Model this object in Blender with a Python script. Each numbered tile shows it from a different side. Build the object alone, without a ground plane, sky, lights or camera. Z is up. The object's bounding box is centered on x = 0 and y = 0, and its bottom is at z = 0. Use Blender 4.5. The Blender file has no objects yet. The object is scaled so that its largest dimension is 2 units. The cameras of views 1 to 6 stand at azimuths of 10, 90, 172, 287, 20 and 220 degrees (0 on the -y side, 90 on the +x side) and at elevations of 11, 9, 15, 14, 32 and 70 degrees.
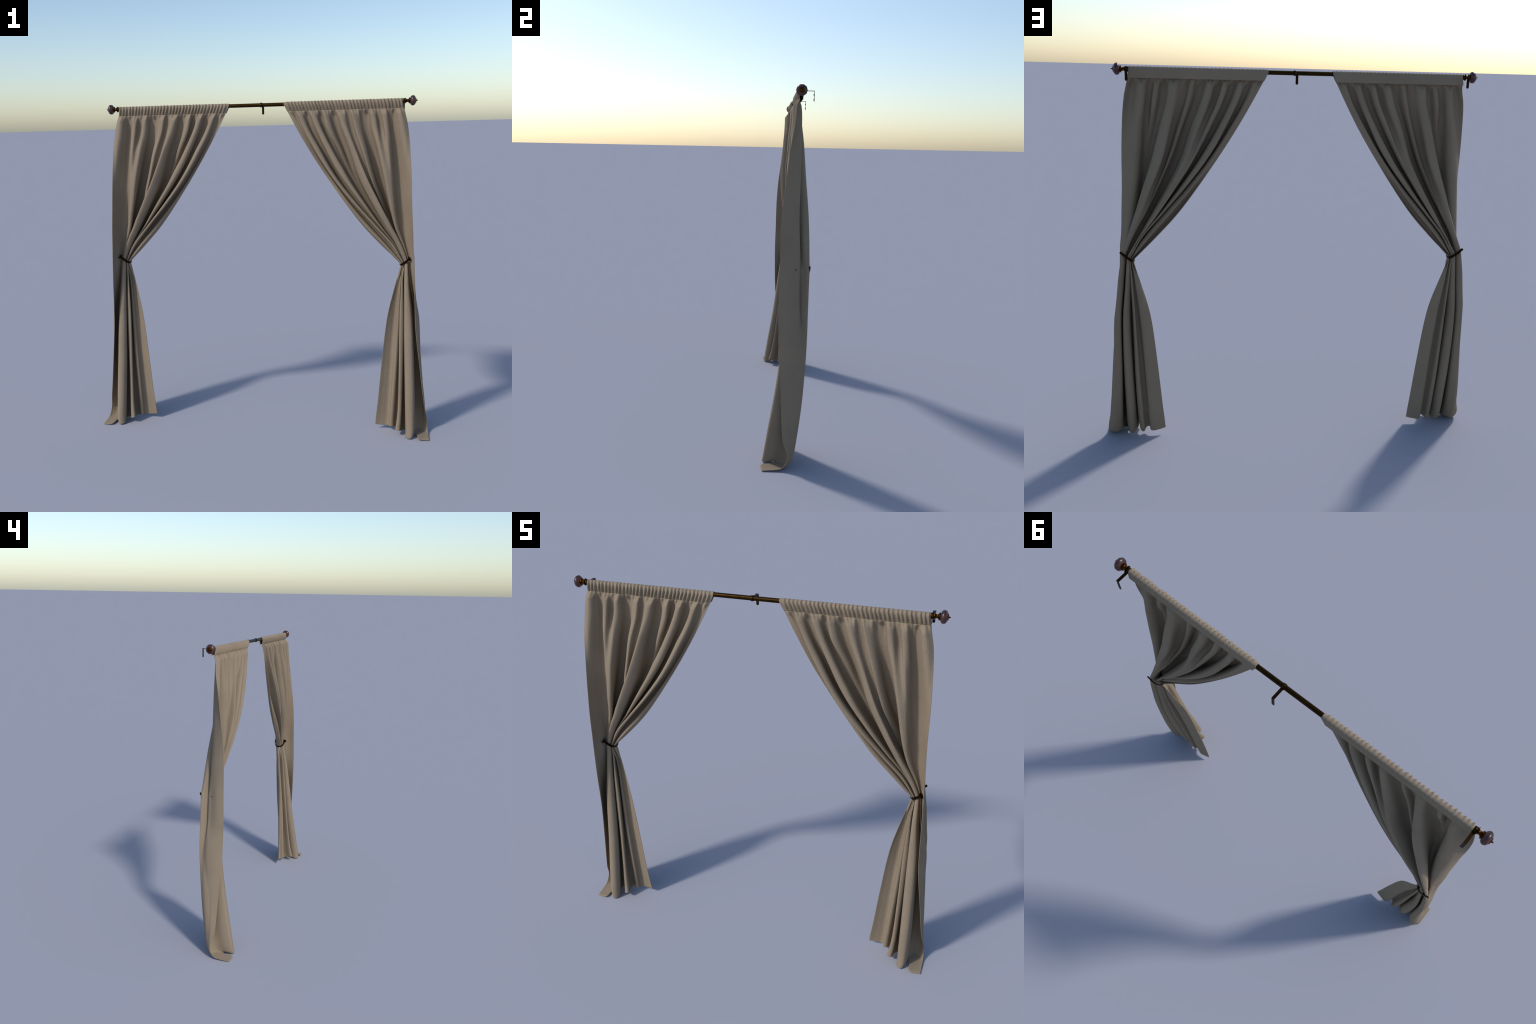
import bpy, math, random
import numpy as np
from mathutils import Vector, Matrix

rng = random.Random(7)

# ------------------------------------------------------------------ sizes
ROD_Y, ROD_Z, ROD_R = 0.052, 1.944, 0.0107
HEAD_R = 0.0122            # radius of the rod pocket
SEAM_Z = 1.905             # stitched line under the rod pocket
CLOTH_T = 0.0022
BACK_Y = 0.117             # wall plane

# ------------------------------------------------------------------ materials
def new_mat(name):
    m = bpy.data.materials.new(name)
    m.use_nodes = True
    nt = m.node_tree
    return m, nt, nt.nodes["Principled BSDF"]

def link(nt, a, b):
    nt.links.new(a, b)

def ramp(nt, fac, stops):
    r = nt.nodes.new("ShaderNodeValToRGB")
    e = r.color_ramp.elements
    while len(e) < len(stops):
        e.new(0.5)
    for el, (p, c) in zip(e, stops):
        el.position = p
        el.color = (*c, 1)
    link(nt, fac, r.inputs["Fac"])
    return r.outputs["Color"]

def noise(nt, vec, scale, detail=3.0, rough=0.5):
    n = nt.nodes.new("ShaderNodeTexNoise")
    n.inputs["Scale"].default_value = scale
    n.inputs["Detail"].default_value = detail
    n.inputs["Roughness"].default_value = rough
    link(nt, vec, n.inputs["Vector"])
    return n.outputs["Fac"]

def mapped(nt, scale=(1, 1, 1)):
    tc = nt.nodes.new("ShaderNodeTexCoord")
    mp = nt.nodes.new("ShaderNodeMapping")
    mp.inputs["Scale"].default_value = scale
    link(nt, tc.outputs["Object"], mp.inputs["Vector"])
    return mp.outputs["Vector"]

def cloth_material(name, crinkle):
    m, nt, b = new_mat(name)
    big = noise(nt, mapped(nt), 6.0, 3)
    col = ramp(nt, big, [(0.3, (0.243, 0.192, 0.137)), (0.7, (0.265, 0.211, 0.152))])
    link(nt, col, b.inputs["Base Color"])
    b.inputs["Roughness"].default_value = 1.0
    b.inputs["Specular IOR Level"].default_value = 0.05
    pebble = noise(nt, mapped(nt, (1, 1, 0.9)), 230.0, 2)
    weave = noise(nt, mapped(nt, (1, 1, 0.12)), 420.0, 2)
    b1 = nt.nodes.new("ShaderNodeBump")
    b1.inputs["Strength"].default_value = crinkle
    b1.inputs["Distance"].default_value = 0.004
    link(nt, pebble, b1.inputs["Height"])
    b2 = nt.nodes.new("ShaderNodeBump")
    b2.inputs["Strength"].default_value = 0.12
    b2.inputs["Distance"].default_value = 0.002
    link(nt, weave, b2.inputs["Height"])
    link(nt, b1.outputs["Normal"], b2.inputs["Normal"])
    link(nt, b2.outputs["Normal"], b.inputs["Normal"])
    return m

def bronze_material(name, dark, light, rough):
    m, nt, b = new_mat(name)
    f = noise(nt, mapped(nt), 60.0, 4)
    link(nt, ramp(nt, f, [(0.35, dark), (0.7, light)]), b.inputs["Base Color"])
    b.inputs["Metallic"].default_value = 0.95
    b.inputs["Roughness"].default_value = rough
    return m

def ball_material():
    m, nt, b = new_mat("finial_marble")
    f = noise(nt, mapped(nt, (1.0, 0.16, 0.16)), 95.0, 3, 0.5)
    col = ramp(nt, f, [(0.35, (0.016, 0.010, 0.011)), (0.52, (0.060, 0.020, 0.016)),
                       (0.72, (0.120, 0.040, 0.030))])
    link(nt, col, b.inputs["Base Color"])
    b.inputs["Roughness"].default_value = 0.34
    return m

CLOTH_PLAIN = cloth_material("linen_cloth", 0.16)
CLOTH_CRINKLED = cloth_material("linen_cloth_crinkled", 0.55)
BRONZE = bronze_material("aged_bronze", (0.022, 0.0112, 0.0018), (0.036, 0.0180, 0.0030), 0.45)
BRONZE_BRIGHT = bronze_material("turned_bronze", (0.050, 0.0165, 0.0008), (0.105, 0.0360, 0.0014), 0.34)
BRONZE_DARK = bronze_material("dark_bronze", (0.016, 0.007, 0.002), (0.028, 0.012, 0.003), 0.5)
BALL = ball_material()

# ------------------------------------------------------------------ helpers
def add_mesh(name, verts, faces, mat, parent, smooth=True):
    me = bpy.data.meshes.new(name)
    me.from_pydata([tuple(v) for v in verts], [], [tuple(f) for f in faces])
    me.validate()
    me.update()
    me.polygons.foreach_set("use_smooth", [smooth] * len(me.polygons))
    me.materials.append(mat)
    ob = bpy.data.objects.new(name, me)
    bpy.context.scene.collection.objects.link(ob)
    ob.parent = parent
    return ob

def empty(name, loc, parent=None):
    e = bpy.data.objects.new(name, None)
    e.empty_display_size = 0.05
    bpy.context.scene.collection.objects.link(e)
    e.parent = parent
    e.location = loc
    return e

def lathe(profile, axis_o, axis, n, phase=0.0, ref=Vector((0, 0, 1))):
    """profile: list of (distance along axis, radius)"""
    axis = Vector(axis).normalized()
    a = axis.cross(ref).normalized()
    c = a.cross(axis).normalized()
    vs, fs = [], []
    for d, r in profile:
        for k in range(n):
            t = phase + 2 * math.pi * k / n
            vs.append(Vector(axis_o) + axis * d + (a * math.cos(t) + c * math.sin(t)) * r)
    m = len(profile)
    for i in range(m - 1):
        for k in range(n):
            k2 = (k + 1) % n
            fs.append((i * n + k, i * n + k2, (i + 1) * n + k2, (i + 1) * n + k))
    fs.append(tuple(reversed(range(n))))
    fs.append(tuple((m - 1) * n + k for k in range(n)))
    return vs, fs

def crease(ob, angle=40):
    me = ob.data
    me.set_sharp_from_angle(angle=math.radians(angle))

def mirror_x(vs, sx):
    return [Vector((v[0] * sx, v[1], v[2])) for v in vs]

def flip(fs, sx):
    return fs if sx > 0 else [tuple(reversed(f)) for f in fs]

def pchip(t, y, tq):
    t = np.asarray(t, float); y = np.asarray(y, float)
    h = np.diff(t); d = np.diff(y) / h
    m = np.zeros_like(y)
    for i in range(1, len(y) - 1):
        if d[i - 1] * d[i] > 0:
            w1 = 2 * h[i] + h[i - 1]; w2 = h[i] + 2 * h[i - 1]
            m[i] = (w1 + w2) / (w1 / d[i - 1] + w2 / d[i])
    m[0], m[-1] = d[0], d[-1]
    i = np.clip(np.searchsorted(t, tq, side="right") - 1, 0, len(h) - 1)
    s = (tq - t[i]) / h[i]
    h00 = 2 * s**3 - 3 * s**2 + 1; h10 = s**3 - 2 * s**2 + s
    h01 = -2 * s**3 + 3 * s**2; h11 = s**3 - s**2
    return h00 * y[i] + h10 * h[i] * m[i] + h01 * y[i + 1] + h11 * h[i] * m[i + 1]

def rounded_section(P, per):
    """cross-section through the fold points: straight flanks, tube-like round turns"""
    n = len(P)
    d = np.diff(P, axis=0)
    L = np.linalg.norm(d, axis=1)
    chord = np.zeros_like(P)
    chord[1:-1] = P[2:] - P[:-2]
    chord[0], chord[-1] = d[0], d[-1]
    span = np.linalg.norm(chord, axis=1)
    tang = chord / np.maximum(span, 1e-5)[:, None]
    k = np.ones(n)
    for i in range(1, n - 1):
        c = np.dot(d[i - 1], d[i]) / max(1e-9, L[i - 1] * L[i])
        k[i] = 1.0 + 0.85 * (1 - c) / 2
        if c < 0:                               # full turns face squarely front or back
            t = tang[i] + np.array([-0.8 * -c, 0, 0])
            tang[i] = t / max(1e-6, np.linalg.norm(t))
    out = []
    f = (np.arange(per) / per)[:, None]
    h10 = f**3 - 2 * f**2 + f; h11 = f**3 - f**2
    h00 = 2 * f**3 - 3 * f**2 + 1; h01 = 1 - h00
    for i in range(n - 1):
        m0 = min(k[i] * L[i], 2.6 * span[i] if 0 < i else 9)
        m1 = min(k[i + 1] * L[i], 2.6 * span[i + 1] if i + 1 < n - 1 else 9)
        out.append(h00 * P[i] + h10 * m0 * tang[i] + h01 * P[i + 1] + h11 * m1 * tang[i + 1])
    out.append(P[-1:])
    C = np.concatenate(out)
    for _ in range(10):                          # soften the joins a little
        C[1:-1] = 0.5 * C[1:-1] + 0.25 * (C[:-2] + C[2:])
    return C

# ------------------------------------------------------------------ curtain drape
# Fold lines of one curtain, listed from the outer edge to the inner free edge.
# Each runs from the header seam down to the holdback (seven heights) and on to
# the hem (eight heights).  (x, y) on the right-hand curtain; the left is mirrored.
UP_Z = [1.905, 1.82, 1.68, 1.52, 1.38, 1.24, 1.12]
LOW_Z = [None, 0.90, 0.68, 0.42, 0.16, 0.07, 0.03, 0.01]
LEVEL_T = [0, .085, .225, .385, .525, .665, .785, .875, 1.0, 1.225, 1.485, 1.745, 1.84, 1.91, 2.0]

FOLDS = []
def fold(up, low=None):
    FOLDS.append((up, low or [None] * 8))

# outer free edge
fold([(.837, .046), (.857, .030), (.873, .008), (.881, -.012), (.885, -.028), (.892, -.036), (.897, -.038)],
     [(.900, -.038), (.906, -.041), (.914, -.037), (.943, -.022), (.976, -.006), (.993, .020, .070), (.999, -.020, .010), (1.0, -.112, .001)])
# first soft ridge, becomes the side panel
fold([(.806, .037), (.824, .012), (.846, .008), (.866, .008), (.876, .002), (.886, .0), (.895, .004)],
     [(.902, .006), (.910, .004), (.934, .006), (.952, .018), (.980, .020), (.986, .030, .070), (.986, -.008, .008), (.970, -.117, .003)])
# first back corner
fold([(.790, .047), (.797, .040), (.817, .044), (.839, .043), (.855, .042), (.871, .040), (.881, .041)],
     [(.887, .043), (.900, .047), (.940, .054), None, None, None, None, None])
fold([(.774, .056), (.772, .061), (.790, .060), (.806, .059), (.822, .058), (.848, .060), (.864, .065)],
     [(.877, .067), (.891, .069), (.931, .078), None, None, None, None, None])
# twin ridge with a dip that closes lower down; ends as a groove in the side
fold([(.722, .038), (.737, .014), (.757, .003), (.777, .008), (.797, .028), (.824, .050), (.853, .062)],
     [(.873, .064), (.887, .062), (.929, .080), None, None, None, None, None])
fold([(.697, .056), (.712, .048), (.733, .013), (.762, -.004), (.782, -.001), (.804, .018), (.846, .046)],
     [(.872, .056), (.887, .050), (.927, .084), None, None, None, None, None])
fold([(.664, .038), (.674, .016), (.702, .004), (.734, -.004), (.758, .003), (.792, .028), (.838, .062)],
     [(.867, .078), (.884, .078), (.926, .094), None, None, None, None, None])
# main back bulge, the outer back corner of the tail
fold([(.625, .056), (.634, .066), (.662, .082), (.702, .094), (.758, .102), (.812, .107), (.858, .110)],
     [(.886, .112), (.910, .111), (.928, .108), (.934, .095), (.948, .066), (.952, .050, .070), (.945, .012, .014), (.937, -.113, .008)])
# secondary ridge, swallowed by the next fold
fold([(.555, .037), (.570, .018), (.618, .006), (.662, .014), (.712, .048), (.778, .085), (.838, .094)],
     [(.872, .094), (.884, .085), (.904, .086), (.908, .066), (.918, .030), (.921, .004, .070), (.918, -.020, .020), (.912, -.045, .010)])
fold([(.527, .055), (.546, .046), (.588, .034), (.643, .040), (.706, .064), (.772, .080), (.838, .064)],
     [(.868, .070), (.878, .040), (.902, .015), (.911, -.015), (.917, -.052), (.916, -.076, .060), (.911, -.090, .022), (.904, -.096, .006)])
# main ridge
fold([(.477, .036), (.503, .010), (.560, -.002), (.625, -.014), (.690, -.010), (.758, .006), (.824, .030)],
     [(.861, .046), (.864, .016), (.878, -.014), (.885, -.046), (.890, -.088), (.891, -.103, .060), (.888, -.108, .022), (.885, -.110, .004)])
# deep valley between the main ridges
fold([(.440, .056), (.463, .066), (.514, .080), (.575, .092), (.650, .100), (.734, .104), (.808, .078)],
     [(.855, .070), (.852, .040), (.853, .012), (.857, -.014), (.863, -.050), (.865, -.066, .060), (.866, -.076, .022), (.866, -.081, .006)])
fold([(.395, .036), (.412, .016), (.478, .045), (.549, .082), (.632, .097), (.722, .104), (.806, .101)],
     [(.862, .090), (.872, .080), (.893, .080), (.898, .060), (.897, .022), (.895, .006, .060), (.893, -.004, .022), (.890, -.012, .006)])
fold([(.365, .056), (.392, .062), (.452, .072), (.529, .086), (.617, .095), (.713, .102), (.802, .098)],
     [(.857, .100), (.866, .099), (.880, .097), (.876, .080), (.866, .046), (.863, .028, .060), (.861, .018, .022), (.859, .010, .004)])
# second main ridge
fold([(.325, .036), (.356, .012), (.422, .005), (.510, -.004), (.606, .004), (.708, .030), (.799, .055)],
     [(.853, .066), (.838, .035), (.836, .012), (.834, -.012), (.829, -.045), (.822, -.062, .080), (.818, -.070, .054), (.816, -.076, .036)])
fold([(.285, .056), (.315, .062), (.382, .072), (.478, .084), (.580, .092), (.694, .090), (.793, .084)],
     [(.850, .088), (.846, .091), (.840, .083), (.837, .062), (.826, .042), (.821, .034, .070), (.818, .028, .032), (.815, .024, .014)])
# third ridge
fold([(.250, .037), (.282, .016), (.358, .002), (.455, -.006), (.563, -.002), (.684, .012), (.786, .034)],
     [(.846, .052), (.832, .062), (.822, .042), (.808, .018), (.791, .003), (.786, -.002, .080), (.784, -.005, .052), (.783, -.007, .030)])
fold([(.222, .050), (.260, .050), (.338, .058), (.440, .068), (.545, .078), (.664, .084), (.766, .084)],
     [(.842, .076), (.828, .080), (.802, .066), (.786, .048), (.774, .035), (.770, .031, .080), (.768, .028, .046), (.766, .026, .020)])
# inner strip and inner free edge
fold([(.202, .047), (.245, .048), (.324, .050), (.426, .052), (.524, .044), (.636, .036), (.746, .044)],
     [(.837, .058), None, None, None, None, None, None, None])
fold([(.180, .047), (.226, .043), (.306, .041), (.408, .047), (.505, .054), (.611, .060), (.722, .068)],
     [(.835, .090), (.804, .070), (.753, .038), (.725, .025), (.702, .016), (.694, .016, .085), (.691, .017, .052), (.689, .017, .030)])

def drape_levels():
    """(level, fold, xyz) grid with the unnamed points filled between neighbours"""
    nl, ng = 15, len(FOLDS)
    G = np.full((nl, ng, 3), np.nan)
    for g, (up, low) in enumerate(FOLDS):
        for l, p in enumerate(up):
            G[l, g] = (p[0], p[1], UP_Z[l])
        for l, p in enumerate(low):
            if p is None:
                continue
            z = p[2] if len(p) > 2 else LOW_Z[l]
            if z is None:                       # holdback line slopes inward
                z = 1.006 + 0.83 * (p[0] - 0.83)
            G[7 + l, g] = (p[0], p[1], z)
    idx = np.arange(ng)
    for l in range(7, nl):
        ok = ~np.isnan(G[l, :, 0])
        known = idx[ok]
        C = rounded_section(G[l, known], 40)
        for i in idx[~ok]:
            j = np.searchsorted(known, i) - 1
            u = (i - known[j]) / (known[j + 1] - known[j])
            G[l, i] = C[int(round((j + u) * 40))]
    return G

N_RUFFLE = 34
X_IN, X_OUT = 0.179, 0.837
_r = random.Random(21)
RUFFLE_X = [X_IN + 0.022 + (X_OUT - X_IN - 0.028) * (i + _r.uniform(-.11, .11)) / (N_RUFFLE - 1)
            for i in range(N_RUFFLE)]
RUFFLE_H = [_r.uniform(0.85, 1.12) for _ in RUFFLE_X]

def ruffle(x):
    """height 0..1 of the gathered ruffles along the header"""
    x = np.asarray(x)
    ph = np.interp(x, RUFFLE_X, np.arange(N_RUFFLE))
    h = np.interp(x, RUFFLE_X, RUFFLE_H)
    inside = np.clip((x - RUFFLE_X[0] + 0.008) / 0.008, 0, 1) * np.clip((RUFFLE_X[-1] + 0.006 - x) / 0.006, 0, 1)
    return inside * h * (0.5 + 0.5 * np.cos(2 * math.pi * ph))

def pinch(x):
    """coarser pinches just below the seam"""
    out = np.zeros_like(x)
    for k, cx in enumerate(RUFFLE_X):
        if k % 2 == 0:
            out = np.maximum(out, RUFFLE_H[k] * np.exp(-((x - cx) / 0.011) ** 2))
    return out

def build_curtain(sx, mat, parent):
    G = drape_levels()
    rows_t = np.concatenate([np.linspace(0, .06, 24)[:-1], np.linspace(.06, .8, 90)[:-1],
                             np.linspace(.8, 1.0, 30)[:-1], np.linspace(1.0, 1.8, 70)[:-1],
                             np.linspace(1.8, 2.0, 26)])
    ng = G.shape[1]
    G[0, :, 1] = 0.045 + 0.18 * (G[0, :, 1] - 0.045)      # the stitching pulls the folds flat
    # one more height just under the seam, where the gathers already stand out
    G = np.insert(G, 1, G[0] * 0.15 + G[1] * 0.85, axis=0)
    G[1, :, 0] = G[0, :, 0] * 0.62 + G[2, :, 0] * 0.38
    G[1, :, 2] = 1.873
    T = np.insert(np.array(LEVEL_T), 1, 0.032)
    tie = 8
    D = np.zeros((len(rows_t), ng, 3))
    up = rows_t <= T[tie]
    for g in range(ng):
        for c in range(3):
            D[up, g, c] = pchip(T[:tie + 1], G[:tie + 1, g, c], rows_t[up])
            D[~up, g, c] = pchip(T[tie:], G[tie:, g, c], rows_t[~up])
    per = 20
    cols = np.arange(0, (ng - 1) * per + 1)
    S = np.zeros((len(rows_t), len(cols), 3))
    for r in range(len(rows_t)):
        S[r] = rounded_section(D[r], per)
    # spread the top row evenly so that the ruffles are well resolved
    hx = S[0, :, 0].copy()
    drop = np.maximum(0.0, SEAM_Z - S[:, :, 2])
    grow = 1 - np.exp(-drop / 0.004)
    fine = np.exp(-drop / 0.017)
    coarse = grow * np.exp(-(drop / 0.040) ** 1.5)
    S[:, :, 1] -= fine * (0.0034 + 0.0030 * grow) * ruffle(hx)[None, :]
    S[:, :, 1] -= 0.0110 * coarse * (pinch(hx)[None, :] - 0.4)
    nr, nc = S.shape[:2]
    S[:, :, 2] = np.maximum(S[:, :, 2], 0.0012)
    vs = S.reshape(-1, 3).copy(); vs[:, 0] *= sx
    fs = []
    for r in range(nr - 1):
        o = r * nc
        for c in range(nc - 1):
            fs.append((o + c, o + nc + c, o + nc + c + 1, o + c + 1))
    fs = flip(fs, -sx)
    cur = add_mesh("curtain", vs, fs, mat, parent)
    sol = cur.modifiers.new("thickness", "SOLIDIFY")
    sol.thickness = CLOTH_T; sol.offset = 0

    # rod pocket: from the front seam up over the rod, flat down the back to the seam
    top = S[0]
    path = []          # (u 0..1, kind)
    n_front, n_over, n_back = 14, 12, 12
    V = []
    xs = np.linspace(X_IN, X_OUT, 421)
    XS_T = 0.1605 + (xs - X_IN) * (0.8295 - 0.1605) / (X_OUT - X_IN)
    order = np.argsort(top[:, 0])
    fy = np.interp(xs, top[order, 0], top[order, 1] + 0.0034 * ruffle(top[order, 0]))
    ruf = ruffle(xs)
    endfade = np.clip((xs - X_IN) / 0.01, 0, 1) * np.clip((X_OUT - xs) / 0.006, 0, 1)
    ruf = ruf * endfade
    def ring_row(y, z, amp, ny, nz):
        rr = ruf ** 1.5
        return np.stack([XS_T, y + ny * amp * rr, z + nz * amp * rr], 1)
    def slant(z):
        w = min(1.0, max(0.0, (ROD_Z - z) / (ROD_Z - SEAM_Z)))
        return XS_T * (1 - w) + xs * w
    for i in range(n_front):                        # front face
        u = i / (n_front - 1)
        z = SEAM_Z + u * (ROD_Z - SEAM_Z)
        w = u * u * (3 - 2 * u)
        base = fy * (1 - w) + (ROD_Y - HEAD_R) * w
        amp = np.interp(u, [0, .15, .4, .7, 1], [.0034, .0066, .0100, .0092, .0072])
        V.append(np.stack([slant(z), base - amp * ruf, np.full_like(xs, z)], 1))
    for i in range(1, n_over + 1):                  # over the rod
        a = math.pi * i / n_over
        amp = 0.0008 + 0.0064 * max(0.0, math.cos(a)) ** 0.9
        ny, nz = -math.cos(a), math.sin(a)
        V.append(ring_row(ROD_Y + ny * HEAD_R, ROD_Z + nz * HEAD_R, amp, ny, nz))
    for i in range(1, n_back + 1):                  # flat back
        u = i / n_back
        z = ROD_Z - u * (ROD_Z - SEAM_Z + 0.001)
        y = ROD_Y + HEAD_R + (0.0615 - ROD_Y - HEAD_R) * u
        V.append(np.stack([slant(z), np.full_like(xs, y), np.full_like(xs, z)], 1))
    # lower end slants outward with the drape at the outer edge
    V = np.array(V)
    nr, nc = V.shape[:2]
    vs = V.reshape(-1, 3).copy(); vs[:, 0] *= sx
    fs = []
    for r in range(nr - 1):
        o = r * nc
        for c in range(nc - 1):
            fs.append((o + c, o + c + 1, o + nc + c + 1, o + nc + c))
    fs = flip(fs, sx)
    hd = add_mesh("rod_pocket", vs, fs, mat, cur)
    sol = hd.modifiers.new("thickness", "SOLIDIFY")
    sol.thickness = CLOTH_T; sol.offset = 0
    return cur

# ------------------------------------------------------------------ rod, brackets, finials
def strip(points, half_w, half_t, wdir):
    """flat bar swept along points; wdir = direction of its width"""
    wdir = Vector(wdir).normalized()
    P = [Vector(p) for p in points]
    vs, fs = [], []
    for i, p in enumerate(P):
        a = (P[i] - P[i - 1]).normalized() if i else None
        b = (P[i + 1] - P[i]).normalized() if i < len(P) - 1 else None
        t = (a + b).normalized() if a and b else (a or b)
        nrm = t.cross(wdir).normalized()
        k = 1.0
        if a and b:
            k = 1 / max(0.5, math.cos(a.angle(b) / 2))
        for sw, st in ((-1, -1), (1, -1), (1, 1), (-1, 1)):
            vs.append(p + wdir * half_w * sw + nrm * half_t * st * k)
    for i in range(len(P) - 1):
        for k in range(4):
            k2 = (k + 1) % 4
            fs.append((i * 4 + k, i * 4 + k2, i * 4 + 4 + k2, i * 4 + 4 + k))
    fs.append((3, 2, 1, 0)); n = (len(P) - 1) * 4
    fs.append((n, n + 1, n + 2, n + 3))
    return vs, fs

def build_bracket(arm_x, ring_x, parent):
    hw, ht = 0.0064, 0.0011
    # arm and wall plate in one bent bar with a rounded lower end
    zb, zt = 1.8905, ROD_Z
    prof = []
    vs, fs = strip([(arm_x, ROD_Y + 0.009, zt), (arm_x, BACK_Y, zt), (arm_x, BACK_Y, zb + hw)], hw, ht, (1, 0, 0))
    br = add_mesh("bracket", vs, fs, BRONZE_DARK, parent, smooth=False)
    # rounded end
    n = 10
    vs, fs = [], []
    for y in (BACK_Y - ht, BACK_Y + ht):
        for k in range(n + 1):
            a = math.pi * k / n
            vs.append((arm_x + hw * math.cos(a), y, zb + hw - hw * math.sin(a)))
    m = n + 1
    fs.append(tuple(range(m))); fs.append(tuple(reversed(range(m, 2 * m))))
    for k in range(n):
        fs.append((k, m + k, m + k + 1, k + 1))
    add_mesh("plate_end", vs, fs, BRONZE_DARK, br, smooth=False)
    # ring round the rod
    vs, fs = lathe([(-.0066, ROD_R + .0002), (-.0066, .0128), (-.0060, .0133), (.0060, .0133), (.0066, .0128), (.0066, ROD_R + .0002)],
                   (ring_x, ROD_Y, ROD_Z), (1, 0, 0), 24)
    crease(add_mesh("bracket_ring", vs, fs, BRONZE, br))
    for z in (1.925, 1.9015):
        vs, fs = lathe([(0, .0046), (.0012, .0044), (.0024, .0034), (.0031, .0015)],
                       (arm_x, BACK_Y - ht, z), (0, -1, 0), 12)
        add_mesh("screw", vs, fs, BRONZE, br)
    return br

def build_finial(sx, parent):
    def place(prof, n, name, mat, par, phase=0.0, angle=40):
        vs, fs = lathe(prof, (0, ROD_Y, ROD_Z), (1, 0, 0), n, phase)
        ob = add_mesh(name, mirror_x(vs, sx), flip(fs, sx), mat, par)
        crease(ob, angle)
        return ob
    neck = place([(.839, .0105), (.8425, .0106), (.8438, .0128), (.8445, .0168), (.8462, .0172), (.8472, .0150),
                  (.8492, .0108), (.8520, .0088), (.8560, .0084), (.8590, .0090), (.8605, .0100), (.8622, .0112),
                  (.8632, .0140), (.8640, .0168), (.8668, .0170), (.8690, .0150)], 20, "finial", BRONZE_BRIGHT, parent)
    ball = []
    for i in range(17):
        a = math.pi * (0.11 + 0.78 * i / 16)
        ball.append((.885 - .0172 * math.cos(a), .0295 * math.sin(a) ** 0.85))
    place(ball, 10, "ball", BALL, neck, angle=180)
    place([(.8985, .0126), (.9000, .0136), (.9026, .0136), (.9034, .0124), (.9040, .0066), (.9058, .0040), (.9080, .0031),
           (.9105, .0027), (.9122, .0018), (.9126, .0006)], 16, "end_cap", BRONZE_BRIGHT, neck)
    return neck

def build_holdback(sx, parent):
    """flat U-shaped bar in a plane sloping down toward the middle, with a domed knob"""
    ax = Vector((0.755, 0, 0.656))
    nrm = Vector((-0.656, 0, 0.755))
    o = Vector((0.829, 0, 1.0045))
    pts = [(0.086, .1165)]
    n = 28
    pts.append((0.074, .1165))
    for i in range(n + 1):
        th = math.pi * i / n
        c, s = math.cos(th), math.sin(th)
        y = .0765 + .0400 * math.copysign(abs(c) ** 0.9, c)
        pts.append((0.062 * (1 - s ** 1.0), y))
    pts.append((0.066, .0355))
    P = [o + ax * a + Vector((0, y, 0)) for a, y in pts]
    vs, fs = strip(P, .0056, .0027, nrm)
    ob = add_mesh("holdback", mirror_x(vs, sx), flip(fs, sx), BRONZE_DARK, parent)
    crease(ob, 50)
    d = Vector((.72, -.22, .66)).normalized()
    base = o + ax * 0.058 + Vector((0, .0375, 0))
    vs, fs = lathe([(-.004, .0042), (.002, .0056), (.0060, .0100), (.0085, .0148), (.0108, .0152), (.0124, .0132), (.0136, .0062)],
                   base, d, 20)
    kb = add_mesh("knob", mirror_x(vs, sx), flip(fs, sx), BRONZE_DARK, ob)
    crease(kb, 50)
    return ob

root = empty("window_curtains", (0, 0, 0))
root["label"] = "pair of beige linen curtains tied back on a bronze rod"
root["category"] = "curtains"

vs, fs = lathe([(-.842, ROD_R), (.842, ROD_R)], (0, ROD_Y, ROD_Z), (1, 0, 0), 20)
rod = add_mesh("curtain_rod", vs, fs, BRONZE, root)
crease(rod)

for arm_x, ring_x in ((.8372, .8375), (.0282, .0284), (-.8368, -.8375)):
    build_bracket(arm_x, ring_x, root)
for sx, mat in ((1, CLOTH_CRINKLED), (-1, CLOTH_PLAIN)):
    build_finial(sx, rod)
    build_curtain(sx, mat, root)
    build_holdback(sx, root)
